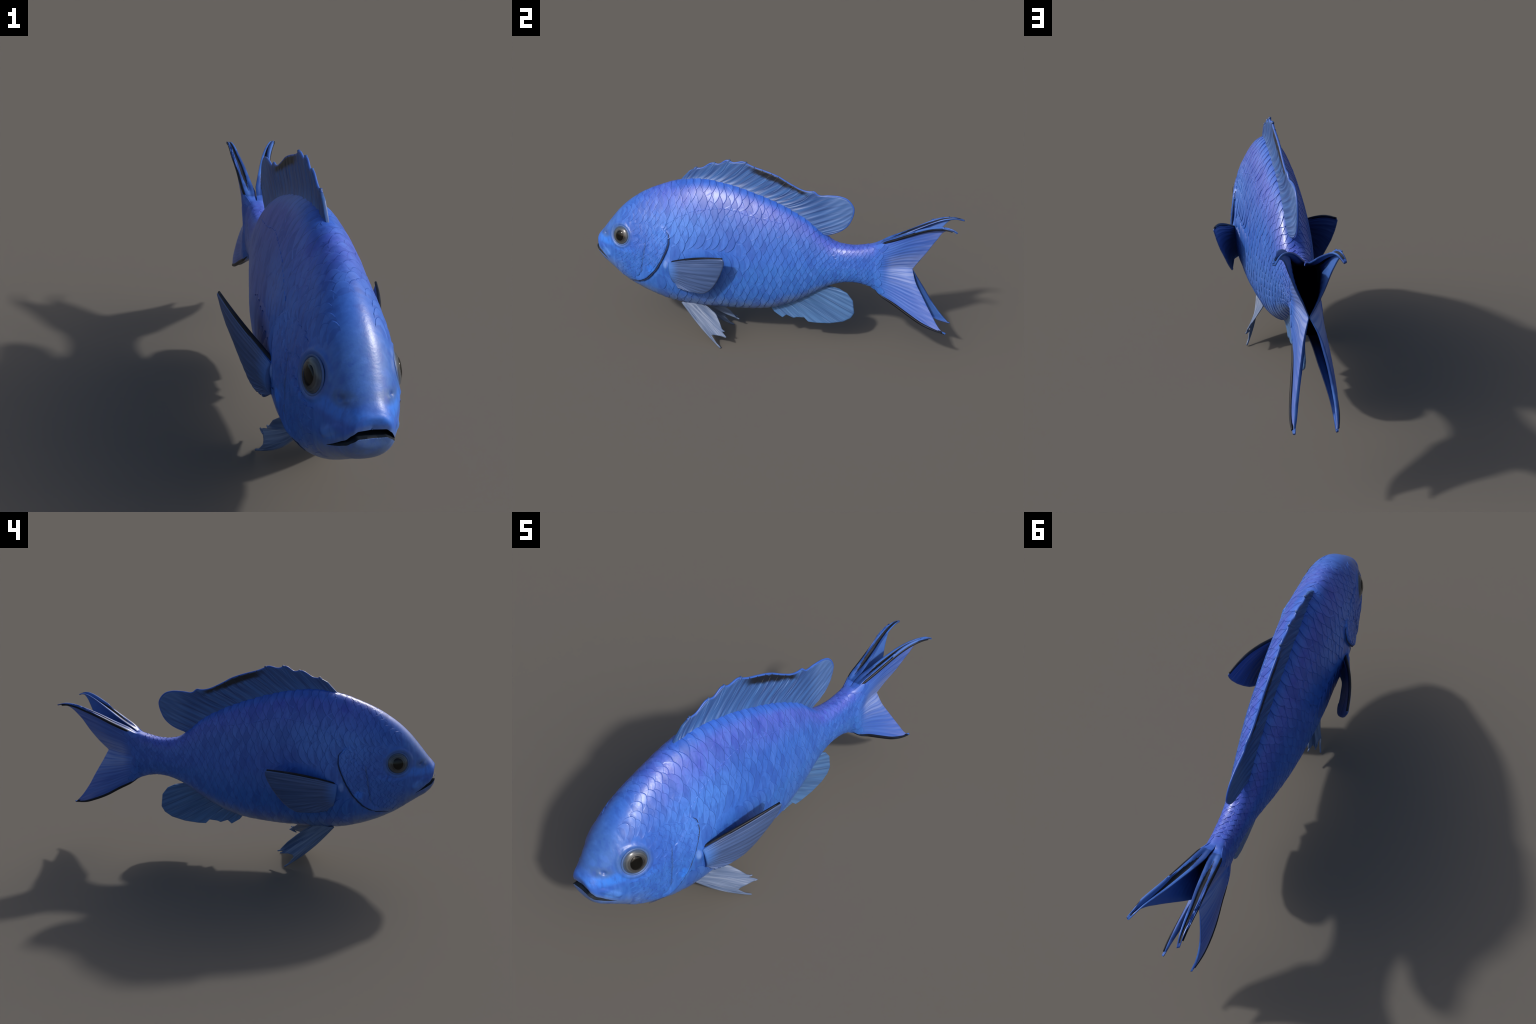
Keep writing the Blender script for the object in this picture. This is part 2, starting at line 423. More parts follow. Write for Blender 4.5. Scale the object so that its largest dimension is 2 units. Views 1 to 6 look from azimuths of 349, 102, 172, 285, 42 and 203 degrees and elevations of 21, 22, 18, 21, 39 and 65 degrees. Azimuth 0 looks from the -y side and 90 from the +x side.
def fin_material(name, cy, cz, freq, deep, mid, pale, pale_at=None, tip=None, dark=None, root=None, rough=.45):
    """streaks run along rays that fan out from (cy, cz) of the side view"""
    N = Nodes(name)
    dy = N.m('SUBTRACT', N.y, cy); dz = N.m('SUBTRACT', N.z, cz)
    ang = N.m('ARCTAN2', dz, dy); r = N.m('SQRT', N.m('ADD', N.m('MULTIPLY', dy, dy), N.m('MULTIPLY', dz, dz)))
    v = N.vec(N.m('MULTIPLY', ang, freq), N.m('MULTIPLY', r, 1.6), N.m('MULTIPLY', N.x, 2.0))
    s1 = N.noise(1.0, v, 3, .6)
    s2 = N.noise(2.7, v, 2, .5)
    c = N.mix(N.ss(.36, .64, s1), deep, mid)
    c = N.mix(N.ss(.52, .72, s2, 0, .75), c, pale)
    if pale_at: c = N.mix(N.m('MULTIPLY', pale_at(N, r, ang), N.ss(.3, .7, s2, .45, 1)), c, pale)
    if root: c = N.mix(root(N, r, ang), c, deep)
    if tip: c = N.mix(tip[0](N, r, ang), c, tip[1])
    if dark: c = N.mix(dark(N, r, ang), c, (.006, .010, .022))
    N.bump(s2, .25, .004)
    return N.done(c, rough=rough, spec=.45)

def dorsal_dark(N, r, ang):
    j = N.m('MULTIPLY_ADD', N.noise(26, detail=3), .030, -.015)
    d = N.m('ADD', N.m('SUBTRACT', N.z, N.m('MULTIPLY_ADD', N.y, -.375, .9745)), j)
    band = N.m('MULTIPLY', N.ss(-.040, -.020, d), N.ss(.012, .002, d))
    return N.m('MULTIPLY', band, N.m('MULTIPLY', N.ss(-.17, -.08, N.y), N.ss(.21, .15, N.y)))
M_DORSAL = fin_material('dorsal_fin_skin', -1.05, .30, 62, (.024, .064, .220), (.040, .122, .360), (.085, .170, .410),
                        pale_at=lambda N, r, a: N.m('MULTIPLY', N.ss(.24, .36, N.y), .8), dark=dorsal_dark)
M_ANAL = fin_material('anal_fin_skin', -.55, .72, 70, (.044, .112, .285), (.066, .165, .380), (.135, .235, .460))
M_PECT = fin_material('pectoral_fin_skin', -.66, .455, 22, (.040, .076, .200), (.060, .110, .275), (.098, .155, .340),
                      tip=(lambda N, r, a: N.ss(.20, .12, r), (.055, .165, .520)))
M_PELV = fin_material('pelvic_fin_skin', -.62, .32, 26, (.075, .118, .225), (.115, .165, .290), (.210, .262, .390))
M_SPINE = Nodes('fin_spine_skin'); M_SPINE = M_SPINE.done(M_SPINE.mix(M_SPINE.noise(25), (.022, .080, .400), (.050, .150, .560)), rough=.4)
def tail_material():
    N, skin, h, fine = skin_nodes('tail_fin_skin')
    dy = N.m('SUBTRACT', N.y, .36); dz = N.m('SUBTRACT', N.z, .53)
    ang = N.m('ARCTAN2', dz, dy); r = N.m('SQRT', N.m('ADD', N.m('MULTIPLY', dy, dy), N.m('MULTIPLY', dz, dz)))
    v = N.vec(N.m('MULTIPLY', ang, 20), N.m('MULTIPLY', r, 1.6), N.m('MULTIPLY', N.x, 2.0))
    s1 = N.noise(1.0, v, 3, .6); s2 = N.noise(2.4, v, 2, .5)
    c = N.mix(N.ss(.36, .64, s1), (.036, .100, .430), (.054, .138, .500))
    away = N.m('ABSOLUTE', ang)
    c = N.mix(N.m('MULTIPLY', N.ss(.34, .06, away), N.m('MULTIPLY', N.ss(.60, .66, N.y), N.ss(.35, .62, s2, .25, 1))), c, (.200, .280, .600))
    c = N.mix(N.m('MULTIPLY', N.ss(.70, .92, N.y), N.ss(.35, .65, s2, .05, .6)), c, (.170, .220, .560))
    f = N.ss(.565, .665, N.m('ADD', N.y, N.m('MULTIPLY_ADD', s2, .08, -.04)))
    c = N.mix(f, skin, c)
    N.bump(s2, .2, .004)
    return N.done(c, rough=.40, spec=.5)
M_TAIL = tail_material()
N = Nodes('tail_rim_skin'); M_TRIM = N.done(N.mix(N.ss(.4, .62, N.noise(9)), (.018, .062, .270), (.048, .145, .500)), rough=.33)
N = Nodes('tail_stripe_black'); M_STRIPE = N.done(N.mix(N.ss(.35, .75, N.noise(14)), (.003, .004, .008), (.009, .015, .035)), rough=.45, spec=.25)
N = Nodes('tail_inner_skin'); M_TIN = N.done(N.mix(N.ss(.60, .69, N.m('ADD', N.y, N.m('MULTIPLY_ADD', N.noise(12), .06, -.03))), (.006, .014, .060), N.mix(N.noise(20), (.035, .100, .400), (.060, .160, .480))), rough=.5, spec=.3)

# ----------------------------------------------------------------------------- assemble the body surface
fish = bpy.data.objects.new('blue_damselfish', None)
COL.objects.link(fish)
fish['label'] = 'bright blue reef fish with forked tail and grey fins'
fish['category'] = 'fish'

verts = np.concatenate([BR.reshape(-1, 3), BL.reshape(-1, 3)])
off = NR * NV
vid = np.stack([np.arange(off).reshape(NR, NV), off + np.arange(off).reshape(NR, NV)])
vid[1, :, 0] = vid[0, :, 0]; vid[1, :, -1] = vid[0, :, -1]
vid[:, 0, :] = vid[0, 0, 0]
faces = []
for k in (0, 1):
    A = vid[k]
    for i in range(NR - 1):
        a, b = A[i], A[i+1]
        for j in range(NV - 1):
            f = (a[j], b[j], b[j+1], a[j+1]) if k == 0 else (a[j], a[j+1], b[j+1], b[j])
            f = tuple(dict.fromkeys(f))
            if len(f) >= 3: faces.append(f)
ring_ids = np.concatenate([vid[0, -1, :], vid[1, -1, 1:-1][::-1]])
faces.append(tuple(ring_ids))
used = np.zeros(len(verts), bool)
for f in faces: used[list(f)] = True
remap = np.cumsum(used) - 1
verts = verts[used]; faces = [tuple(remap[list(f)]) for f in faces]
me = new_mesh('body', verts, faces, [M_SKIN, M_MOUTH, M_BLACK])
bm = bmesh.new(); bm.from_mesh(me)
bmesh.ops.recalc_face_normals(bm, faces=bm.faces[:]); bm.to_mesh(me); bm.free()
me.polygons[len(me.polygons) - 1].material_index = 2
body = add('body_whole', me)

# mouth: a frowning crescent cut into the snout
xs = np.linspace(-.093, .093, 49); ycut = np.linspace(-1.06, -.895, 12)
cv, cf = [], []
for sgn in (1, -1):
    for yy in ycut:
        for x in xs:
            g = .0072 * max(0, 1 - (abs(x) / .0935) ** 3.0) + .0006
            open_f = 1 + .25 * smooth(-.95, -1.0, yy)
            cv.append((x, yy, float(mouth_mid(x)) + sgn * g * open_f))
n1, n2 = len(ycut), len(xs)
I = lambda s, i, j: s * n1 * n2 + i * n2 + j
for i in range(n1 - 1):
    for j in range(n2 - 1):
        cf.append((I(0, i, j), I(0, i, j+1), I(0, i+1, j+1), I(0, i+1, j)))
        cf.append((I(1, i, j), I(1, i+1, j), I(1, i+1, j+1), I(1, i, j+1)))
for j in range(n2 - 1):
    cf.append((I(0, 0, j), I(1, 0, j), I(1, 0, j+1), I(0, 0, j+1)))
    cf.append((I(0, n1-1, j), I(0, n1-1, j+1), I(1, n1-1, j+1), I(1, n1-1, j)))
for i in range(n1 - 1):
    cf.append((I(0, i, 0), I(0, i+1, 0), I(1, i+1, 0), I(1, i, 0)))
    cf.append((I(0, i, n2-1), I(1, i, n2-1), I(1, i+1, n2-1), I(0, i+1, n2-1)))
cme = new_mesh('cut', cv, cf, [M_SKIN, M_MOUTH], np.ones(len(cf)))
bm = bmesh.new(); bm.from_mesh(cme); bmesh.ops.recalc_face_normals(bm, faces=bm.faces[:]); bm.to_mesh(cme); bm.free()
cutter = add('cutter', cme)
mod = body.modifiers.new('mouth', 'BOOLEAN'); mod.operation = 'DIFFERENCE'; mod.object = cutter; mod.solver = 'EXACT'
dg = bpy.context.evaluated_depsgraph_get()
whole = bpy.data.meshes.new_from_object(body.evaluated_get(dg))
bpy.data.objects.remove(cutter); bpy.data.objects.remove(body)

nvw = len(whole.vertices)
V = np.empty(nvw * 3); whole.vertices.foreach_get('co', V); V = V.reshape(-1, 3)
VN = np.array([tuple(n.vector) for n in whole.vertex_normals])
polys = [tuple(p.vertices) for p in whole.polygons]
pm = np.array([p.material_index for p in whole.polygons])
C = np.array([V[list(p)].mean(0) for p in polys])
ins = in_poly(C[:, 1:3], GILL_POLY)
pd, _ = poly_dist(C[:, 1:3], PREOP)
pre_line = herm(PREOP[::-1][2:, 1], PREOP[::-1][2:, 0], np.clip(C[:, 2], .408, .6))
lab = np.full(len(polys), 'trunk', object)
lab[(C[:, 1] < -.60) & (C[:, 2] > .36)] = 'head'
lab[(C[:, 1] < -.66)] = 'head'
nape = (C[:, 2] > .69) & (C[:, 1] < -.56 - (C[:, 2] - .69) * .2); lab[nape] = 'head'
lab[ins & (C[:, 1] < -.5)] = 'head'
lab[ins & (C[:, 1] > pre_line) & (np.abs(C[:, 0]) > .05)] = 'gill_cover'
mz = mouth_mid(C[:, 0])
lab[(lab == 'head') & (C[:, 1] < -.885) & (C[:, 2] < mz)] = 'lower_jaw'
lab[(lab == 'trunk') & (C[:, 1] > .30)] = 'tail_base'
lab[pm == 1] = 'mouth_cavity'
lab[pm == 2] = 'tail_base'

def split_part(name, sel, mats, parent):
    idx = np.nonzero(sel)[0]
    vs = np.unique(np.concatenate([polys[i] for i in idx])); mp = {v: k for k, v in enumerate(vs)}
    m = new_mesh(name, V[vs], [[mp[v] for v in polys[i]] for i in idx], mats, None)
    m.normals_split_custom_set_from_vertices([tuple(n) for n in VN[vs]])
    return add(name, m, parent)
PART = {}
for nm in ('head', 'trunk', 'tail_base'):
    sel = lab == nm
    if nm == 'tail_base': sel &= pm != 2
    PART[nm] = split_part(nm, sel, [M_SKIN], fish)
g = lab == 'gill_cover'
for s in (1, -1):
    split_part('gill_cover', g & (C[:, 0] * s > 0), [M_SKIN], PART['head'])
split_part('lower_jaw', lab == 'lower_jaw', [M_SKIN], PART['head'])
split_part('mouth_cavity', lab == 'mouth_cavity', [M_MOUTH], PART['head'])

def tube(name, pts, radii, mat, parent, seg=10, flat=1.0, n=18, normal=(1, 0, 0)):
    P = along(pts, np.linspace(0, 1, n)); R = np.interp(np.linspace(0, 1, n), np.linspace(0, 1, len(radii)), radii)
    T = np.gradient(P, axis=0); T /= np.linalg.norm(T, axis=1, keepdims=True)
    nn = np.asarray(normal, float); vs, fs = [], []
    for p, t, rr in zip(P, T, R):
        a = nn - t * (nn @ t); a /= np.linalg.norm(a); b = np.cross(t, a)
        for k in range(seg):
            w = 2 * math.pi * k / seg
            vs.append(p + rr * (math.cos(w) * a * flat + math.sin(w) * b))
    for i in range(n - 1):
        for k in range(seg):
            k2 = (k + 1) % seg
            fs.append((i*seg+k, (i+1)*seg+k, (i+1)*seg+k2, i*seg+k2))
    fs.append(tuple(range(seg))); fs.append(tuple((n-1)*seg + k for k in range(seg))[::-1])
    m = new_mesh(name, vs, fs, [mat])
    bm = bmesh.new(); bm.from_mesh(m); bmesh.ops.recalc_face_normals(bm, faces=bm.faces[:]); bm.to_mesh(m); bm.free()
    return add(name, m, parent)

# ----------------------------------------------------------------------------- tail sheets as solids
inner_first = {}
seam = []
TAILG = {}
for side, BG in ((1, BR), (-1, BL)):
    ring = BG[-1]
    G, Nn, iO, iL, O, L = tail_sheet(side, BG)
    outer = np.concatenate([ring[None], G]); n0 = grid_normals(outer)
    if n0[NU // 2, NV // 2, 0] * side < 0: n0 = -n0
    u = np.linspace(0, 1, NU + 1)
    vv = np.arange(NV)
    web = smooth(iO - 2, iO + 12, vv) * (1 - smooth(iL - 12, iL + 2, vv))
    low = smooth(NV * .5, NV * .62, vv)
    th = (.0085 * (1 - .35 * u))[:, None] * np.ones(NV)[None] * (1 - .25 * web[None]) + .007 * low[None] * smooth(.2, .6, u)[:, None] * web[None]
    inner = outer - n0 * th[..., None]
    # keep the solid from crossing into the other half
    cx = np.interp(outer[..., 1], [.5, .571, .757, .98], [.004, .007, .027, .057])
    inner[..., 0] = np.where(side * (inner[..., 0] - cx) < .0005, cx + side * .0005, inner[..., 0])
    rows, cols = NU + 1, NV
    vs = np.concatenate([outer.reshape(-1, 3), inner.reshape(-1, 3)]); o = rows * cols
    fs, fm = [], []
    k1, k2 = iO + 6, iL - 8
    def q(a, b, c, d, m):
        fs.append((a, b, c, d) if side > 0 else (a, d, c, b)); fm.append(m)
    for i in range(rows - 1):
        for j in range(cols - 1):
            a, b, c2, d = i*cols+j, (i+1)*cols+j, (i+1)*cols+j+1, i*cols+j+1
            if j < iO or j >= iL: mt = 2 if (i > 14 and i < rows - 4 and (abs(j / iO - .52) if j < iO else abs((j - iL) / (cols - iL) - .5)) < .22 * smooth(12, 34, i)) else 1
            elif i > rows - 6 and (j < iO + 9 or j > iL - 6): mt = 2
            else: mt = 0
            if i < 8 and mt == 1: mt = 0
            q(a, b, c2, d, mt)
            q(o+a, o+d, o+c2, o+b, 3)
    for i in range(rows - 1):
        a, b = i*cols, (i+1)*cols
        q(a, o+a, o+b, b, 1)
        a, b = i*cols+cols-1, (i+1)*cols+cols-1
        q(a, b, o+b, o+a, 1)
    i = rows - 1
    for j in range(cols - 1):
        a, d = i*cols+j, i*cols+j+1
        q(a, o+a, o+d, d, 1)
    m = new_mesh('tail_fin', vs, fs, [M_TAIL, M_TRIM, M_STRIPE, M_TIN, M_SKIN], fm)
    bm = bmesh.new(); bm.from_mesh(m); bmesh.ops.recalc_face_normals(bm, faces=bm.faces[:]); bm.to_mesh(m); bm.free()
    nc = grid_normals(np.concatenate([BG[-4:-1], outer[:4]]))[3]
    if nc[NV // 2, 0] * side < 0: nc = -nc
    nc[0] = (0, nc[0, 1], nc[0, 2]); nc[-1] = (0, nc[-1, 1], nc[-1, 2])
    nc /= np.linalg.norm(nc, axis=1, keepdims=True)
    vn = np.array([tuple(k.vector) for k in m.vertex_normals]); vn[:NV] = nc
    m.normals_split_custom_set_from_vertices([tuple(k) for k in vn])
    seam.append((ring, nc))
    ob = add('tail_fin', m, fish)
    inner_first[side] = inner
    TAILG[side] = (G, iO, iL)
    # black stripes under the upper rim and along the lower edge
    tube('fin_stripe', list(O[1::6] + np.array([side * .0015, .001, -.0085])), [.0032, .0076, .0080, .0078, .0070, .0055, .0030], M_STRIPE, ob, seg=8, n=80)
    tube('fin_stripe', list(L[3::6] + np.array([side * .0005, 0, .0050])), [.0025, .0068, .0078, .0078, .0078, .0070, .0040], M_STRIPE, ob, seg=8, n=80)
tb = PART['tail_base'].data
co = np.array([tuple(v.co) for v in tb.vertices]); _, tbn = None, np.array([tuple(VN[i]) for i in np.unique(np.concatenate([polys[i] for i in np.nonzero((lab == 'tail_base') & (pm != 2))[0]]))])
for ring, nc in seam:
    for k in np.nonzero(co[:, 1] > .5545)[0]:
        d = np.linalg.norm(ring - co[k], axis=1); b = int(np.argmin(d))
        if d[b] < 1e-4: tbn[k] = nc[b]
tb.normals_split_custom_set_from_vertices([tuple(k) for k in tbn])
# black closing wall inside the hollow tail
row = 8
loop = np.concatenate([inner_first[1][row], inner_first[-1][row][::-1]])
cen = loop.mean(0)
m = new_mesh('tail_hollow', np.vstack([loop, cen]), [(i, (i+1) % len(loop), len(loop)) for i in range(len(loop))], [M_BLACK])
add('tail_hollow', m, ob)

# ----------------------------------------------------------------------------- fins
def ruled_fin(name, base, margin, keys, mat, nrays, th=.0055, flare=.0, nb=None, bow=None, ridge=.0012, parent=fish, normal=None, ns=220, nr=46, spread=None, edge=.6):
    """plate between a base line and a margin; `keys` are (base parameter, margin parameter) pairs of the rays"""
    kb, km = np.array(keys).T
    s = np.linspace(0, 1, ns)
    sb = np.interp(s, np.linspace(0, 1, len(kb)), kb); sm = np.interp(s, np.linspace(0, 1, len(km)), km)
    B = along(base, sb)
    mp = np.asarray(margin, float); ma = arc(mp)
    M = np.stack([np.interp(sm, ma, mp[:, k]) for k in range(3)], 1)      # margin keeps its notches
    r = np.linspace(0, 1, nr)
    G = B[None] * (1 - r)[:, None, None] + M[None] * r[:, None, None]
    if bow is not None: G = G + bow(r[:, None], s[None, :])
    n = grid_normals(G)
    if normal is not None:
        n = np.where((n @ np.asarray(normal))[..., None] < 0, -n, n)
    ray = np.abs(np.cos(s * math.pi * nrays)) ** 2.5 - .4
    t = th * (edge + (1 - edge) * (1 - r) ** .8)[:, None] * np.ones(ns)[None] + flare * ((1 - r) ** 5)[:, None] + ridge * ray[None] * smooth(0, .15, r)[:, None] * (1 - smooth(.88, 1, r))[:, None]
    # rounded margin
    endr = np.sqrt(np.clip(1 - ((r - .97) / .03).clip(0, 1) ** 2, .12, 1))[:, None]
    ends = np.sqrt(np.clip(1 - ((np.abs(s - .5) - .485) / .015).clip(0, 1) ** 2, .12, 1))[None]
    t = t * endr * ends
    A = G + n * t[..., None]; Bk = G - n * t[..., None]
    vs = np.concatenate([A.reshape(-1, 3), Bk.reshape(-1, 3)]); o = nr * ns
    fs = []
    for i in range(nr - 1):
        for j in range(ns - 1):
            a, b, c2, d = i*ns+j, (i+1)*ns+j, (i+1)*ns+j+1, i*ns+j+1
            fs.append((a, b, c2, d)); fs.append((o+a, o+d, o+c2, o+b))
    for j in range(ns - 1):
        a, d = (nr-1)*ns+j, (nr-1)*ns+j+1
        fs.append((a, o+a, o+d, d)); fs.append((j, j+1, o+j+1, o+j))
    for i in range(nr - 1):
        a, b = i*ns, (i+1)*ns
        fs.append((a, o+a, o+b, b))
        a, b = i*ns+ns-1, (i+1)*ns+ns-1
        fs.append((a, b, o+b, o+a))
    m = new_mesh(name, vs, fs, [mat])
    bm = bmesh.new(); bm.from_mesh(m); bmesh.ops.recalc_face_normals(bm, faces=bm.faces[:]); bm.to_mesh(m); bm.free()
    return add(name, m, parent), G, n

top_of = lambda y: float(np.interp(y, ROWS[3:, 0], ROWS[3:, 1]))
bot_of = lambda y: float(np.interp(y, ROWS[3:, 0], ROWS[3:, 2]))

# dorsal fin: rays (base y, margin y, margin z)
D = [(-.515, -.514, .912), (-.505, -.490, .936), (-.498, -.462, .966), (-.485, -.434, .981), (-.462, -.395, .984), (-.430, -.328, 1.017), (-.395, -.300, 1.012),
     (-.365, -.248, 1.037), (-.335, -.222, 1.027), (-.300, -.157, 1.033), (-.280, -.140, 1.024), (-.245, -.105, 1.010), (-.200, -.062, .998), (-.150, -.012, .983), (-.110, .026, .969),
     (-.060, .080, .940), (-.030, .110, .925), (.000, .140, .911), (.025, .170, .902), (.050, .203, .900), (.060, .216, .904), (.072, .243, .886), (.100, .300, .888),
     (.140, .360, .887), (.175, .395, .876), (.205, .420, .852), (.225, .432, .828), (.240, .431, .800), (.252, .424, .775), (.262, .405, .735), (.268, .380, .710), (.274, .345, .689), (.281, .300, .672), (.286, .284, .664)]
Dn = np.array(D); Dn[1:20, 2] += .002
dbase = np.array([(0, y, top_of(y) - .012) for y in Dn[:, 0]]); dmarg = np.array([(0, a, b) for a, b in Dn[:, 1:]])
dorsal, DG, _ = ruled_fin('dorsal_fin', dbase, dmarg, list(zip(arc(dbase), arc(dmarg))), M_DORSAL, 30, th=.0070, flare=.015, ns=420, nr=60, normal=(1, 0, 0), ridge=.0016, edge=.75,
                          bow=lambda r, s: np.stack([0 * r * s, .020 * np.sin(math.pi * r) * np.sin(math.pi * s), -.012 * np.sin(math.pi * r) * np.sin(math.pi * s)], -1))
for (yb, ym, zm, ext) in [(-.490, -.432, .978, .018), (-.430, -.328, 1.015, .013), (-.365, -.248, 1.033, .016), (-.300, -.157, 1.029, .015), (-.245, -.106, 1.010, .006), (-.198, -.060, .997, .004),
                          (-.150, -.012, .983, .004), (-.110, .026, .969, .004), (-.070, .068, .946, .003), (-.030, .110, .925, .003), (.010, .150, .906, .003), (.050, .208, .902, .005)]:
    a = np.array([0, yb, top_of(yb) - .01]); b = np.array([0, ym, zm]); d = (b - a) / np.linalg.norm(b - a)
    mid = (a + b) / 2 + np.array([0, .016, -.010])
    tube('fin_spine', [a, mid, b + d * ext], [.0085, .0085, .0078, .0075, .0055], M_DORSAL, dorsal)
# blue rim along the dorsal margin
tube('fin_rim', [(0, a, b) for a, b in Dn[3:-1, 1:]], [.0040, .0046, .0048, .0048, .0046, .0040, .003], M_SPINE, dorsal, seg=8, n=160, flat=1.0)

# anal fin
A = [(.000, .004, .208), (.006, .018, .190), (.015, .066, .158), (.030, .088, .178), (.050, .129, .162), (.062, .146, .169), (.085, .192, .172), (.100, .214, .148),
     (.125, .258, .147), (.165, .333, .153), (.200, .407, .172), (.222, .448, .199), (.240, .465, .231), (.262, .454, .303), (.275, .421, .345), (.287, .378, .366), (.295, .325, .3685), (.302, .300, .3790)]
An = np.array(A)
abase = np.array([(0, y, bot_of(y) + .014) for y in An[:, 0]]); amarg = np.array([(0, a, b) for a, b in An[:, 1:]])
anal, _, _ = ruled_fin('anal_fin', abase, amarg, list(zip(arc(abase), arc(amarg))), M_ANAL, 17, th=.0065, flare=.018, normal=(1, 0, 0), ridge=.0018, edge=.7)

# paired fins
for side in (1, -1):
    S = np.array([side, 1, 1])
    pb = np.array([(.150, -.530, .487), (.160, -.528, .460), (.160, -.522, .425), (.150, -.510, .392), (.140, -.500, .372)]) * S
    pmg = np.array([(.268, -.207, .588), (.273, -.199, .580), (.268, -.198, .562), (.261, -.206, .531), (.247, -.224, .484), (.229, -.248, .437), (.214, -.274, .395), (.203, -.298, .368), (.194, -.327, .347), (.189, -.350, .342),
                    (.185, -.392, .347), (.175, -.447, .361), (.163, -.480, .370)]) * S
    kk = list(zip([0, .04, .10, .2, .34, .48, .6, .7, .78, .84, .90, .96, 1.0], arc(pmg)))
    pect, PG, PN = ruled_fin('pectoral_fin', pb, pmg, kk, M_PECT, 15, th=.0055, flare=.012, normal=(side, 0, 0), ridge=.0010, edge=.65,
                             bow=lambda r, s, sd=side: np.stack([sd * .018 * np.sin(math.pi * r) * np.ones_like(s), 0 * r * s, .018 * np.sin(math.pi * r) * (1 - 2.0 * s)], -1))
    tube('fin_spine', list(PG[::9, 1]), [.009, .008, .007, .005], M_STRIPE, pect, seg=8, flat=.9)
    vb = np.array([(.060, -.500, .215), (.056, -.470, .212), (.046, -.430, .212), (.036, -.395, .215)]) * S
    vm = np.array([(.155, -.252, .002), (.150, -.262, .006), (.140, -.290, .036), (.131, -.311, .061), (.1355, -.299, .068), (.146, -.270, .073), (.158, -.219, .076), (.154, -.226, .083), (.136, -.247, .093), (.139, -.236, .100),
                   (.128, -.250, .106), (.100, -.272, .133), (.066, -.302, .164), (.052, -.345, .188), (.040, -.382, .204)]) * S
    kv = [0, .02, .06, .12, .2, .30, .42, .46, .50, .54, .58, .70, .85, .94, 1.0]
    prongs = [((.1355, -.262, .071), (.159, -.219, .076)), ((.130, -.252, .098), (.141, -.233, .101))]
    if side < 0:                          # the left fin is held differently: its rear prongs point inward
        vm = np.array([(-.147, -.254, .002), (-.143, -.264, .007), (-.137, -.284, .030), (-.131, -.303, .055), (-.128, -.296, .066), (-.125, -.272, .070), (-.125, -.237, .071), (-.121, -.240, .076), (-.106, -.245, .075),
                       (-.099, -.216, .068), (-.094, -.222, .074), (-.090, -.262, .120), (-.077, -.314, .162), (-.060, -.350, .186), (-.042, -.385, .203)])
        prongs = [((-.124, -.270, .073), (-.126, -.230, .071)), ((-.100, -.245, .077), (-.097, -.210, .067))]
    kk = list(zip(kv, arc(vm)))
    pelv, VG, VNn = ruled_fin('pelvic_fin', vb, vm, kk, M_PELV, 7, th=.0042, flare=.004, normal=(side, 0, 0), ridge=.0016, edge=.6,
                               bow=lambda r, s, sd=side: np.stack([-sd * .010 * np.sin(math.pi * r) * np.ones_like(s), -.004 * np.sin(math.pi * r) * np.ones_like(s), -.018 * np.sin(math.pi * r) * (1 - .8 * s)], -1))
    tube('fin_spine', list(VG[::9, 2]), [.0075, .007, .006, .0042], M_PELV, pelv, seg=8)
    for a, b in prongs:
        tube('fin_ray', [a, (np.array(a) + b) / 2, b], [.0030, .0045, .0042, .0035], M_PELV, pelv, seg=8, n=10, normal=(0, 0, 1))

# ----------------------------------------------------------------------------- eyes
def lathe(name, prof, mat, parent, axis, loc, up=(0, 0, 1), seg=64, squash=1.0):
    """prof: (radius, height) pairs around `axis`; coordinates stay in the world frame"""
    ax = np.asarray(axis, float); ax /= np.linalg.norm(ax)
    e1 = np.asarray(up, float); e1 = e1 - ax * (e1 @ ax); e1 /= np.linalg.norm(e1); e2 = np.cross(ax, e1)
    vs, fs = [], []
    for r, hgt in prof:
        for k in range(seg):
            w = 2 * math.pi * k / seg
            vs.append(r * (math.cos(w) * e1 * squash + math.sin(w) * e2) + hgt * ax)
    n = len(prof)
    for i in range(n - 1):
        for k in range(seg):
            k2 = (k + 1) % seg
            fs.append((i*seg+k, i*seg+k2, (i+1)*seg+k2, (i+1)*seg+k))
    if prof[-1][0] < .002: pass
    fs.append(tuple((n-1)*seg + k for k in range(seg)))
    m = new_mesh(name, vs, fs, [mat])
    bm = bmesh.new(); bm.from_mesh(m); bmesh.ops.recalc_face_normals(bm, faces=bm.faces[:]); bm.to_mesh(m); bm.free()
    return add(name, m, parent, loc)

def eye_material():
    N = Nodes('eye_rings')
    d = N.m('SQRT', N.m('ADD', N.m('MULTIPLY', N.y, N.y), N.m('MULTIPLY', N.z, N.z)))
    d = N.m('ADD', d, N.m('MULTIPLY_ADD', N.noise(30, detail=2), .005, -.0025))
    c = N.ramp(N.m('DIVIDE', d, .055), [(0, (.012, .012, .012)), (.50, (.022, .022, .023)), (.57, (.055, .056, .058)), (.63, (.040, .044, .050)), (.69, (.085, .096, .108)), (.76, (.040, .054, .080)), (.84, (.062, .092, .155)), (.91, (.020, .032, .060)), (1.0, (.045, .090, .220))])
    c = N.mix(N.ss(.4, .7, N.noise(45, detail=3), 0, .5), c, (.055, .065, .080))
    return N.done(c, rough=.25, spec=.5, Coat_Weight=.3)
M_EYE = eye_material()
N = Nodes('eye_pupil'); M_PUPIL = N.done(N.mix(N.noise(40), (.002, .002, .002), (.006, .006, .005)), rough=.15, spec=.35)
N = Nodes('eyelid_skin'); M_LID = N.done(N.mix(N.noise(30), (.045, .095, .240), (.070, .140, .360)), rough=.4)

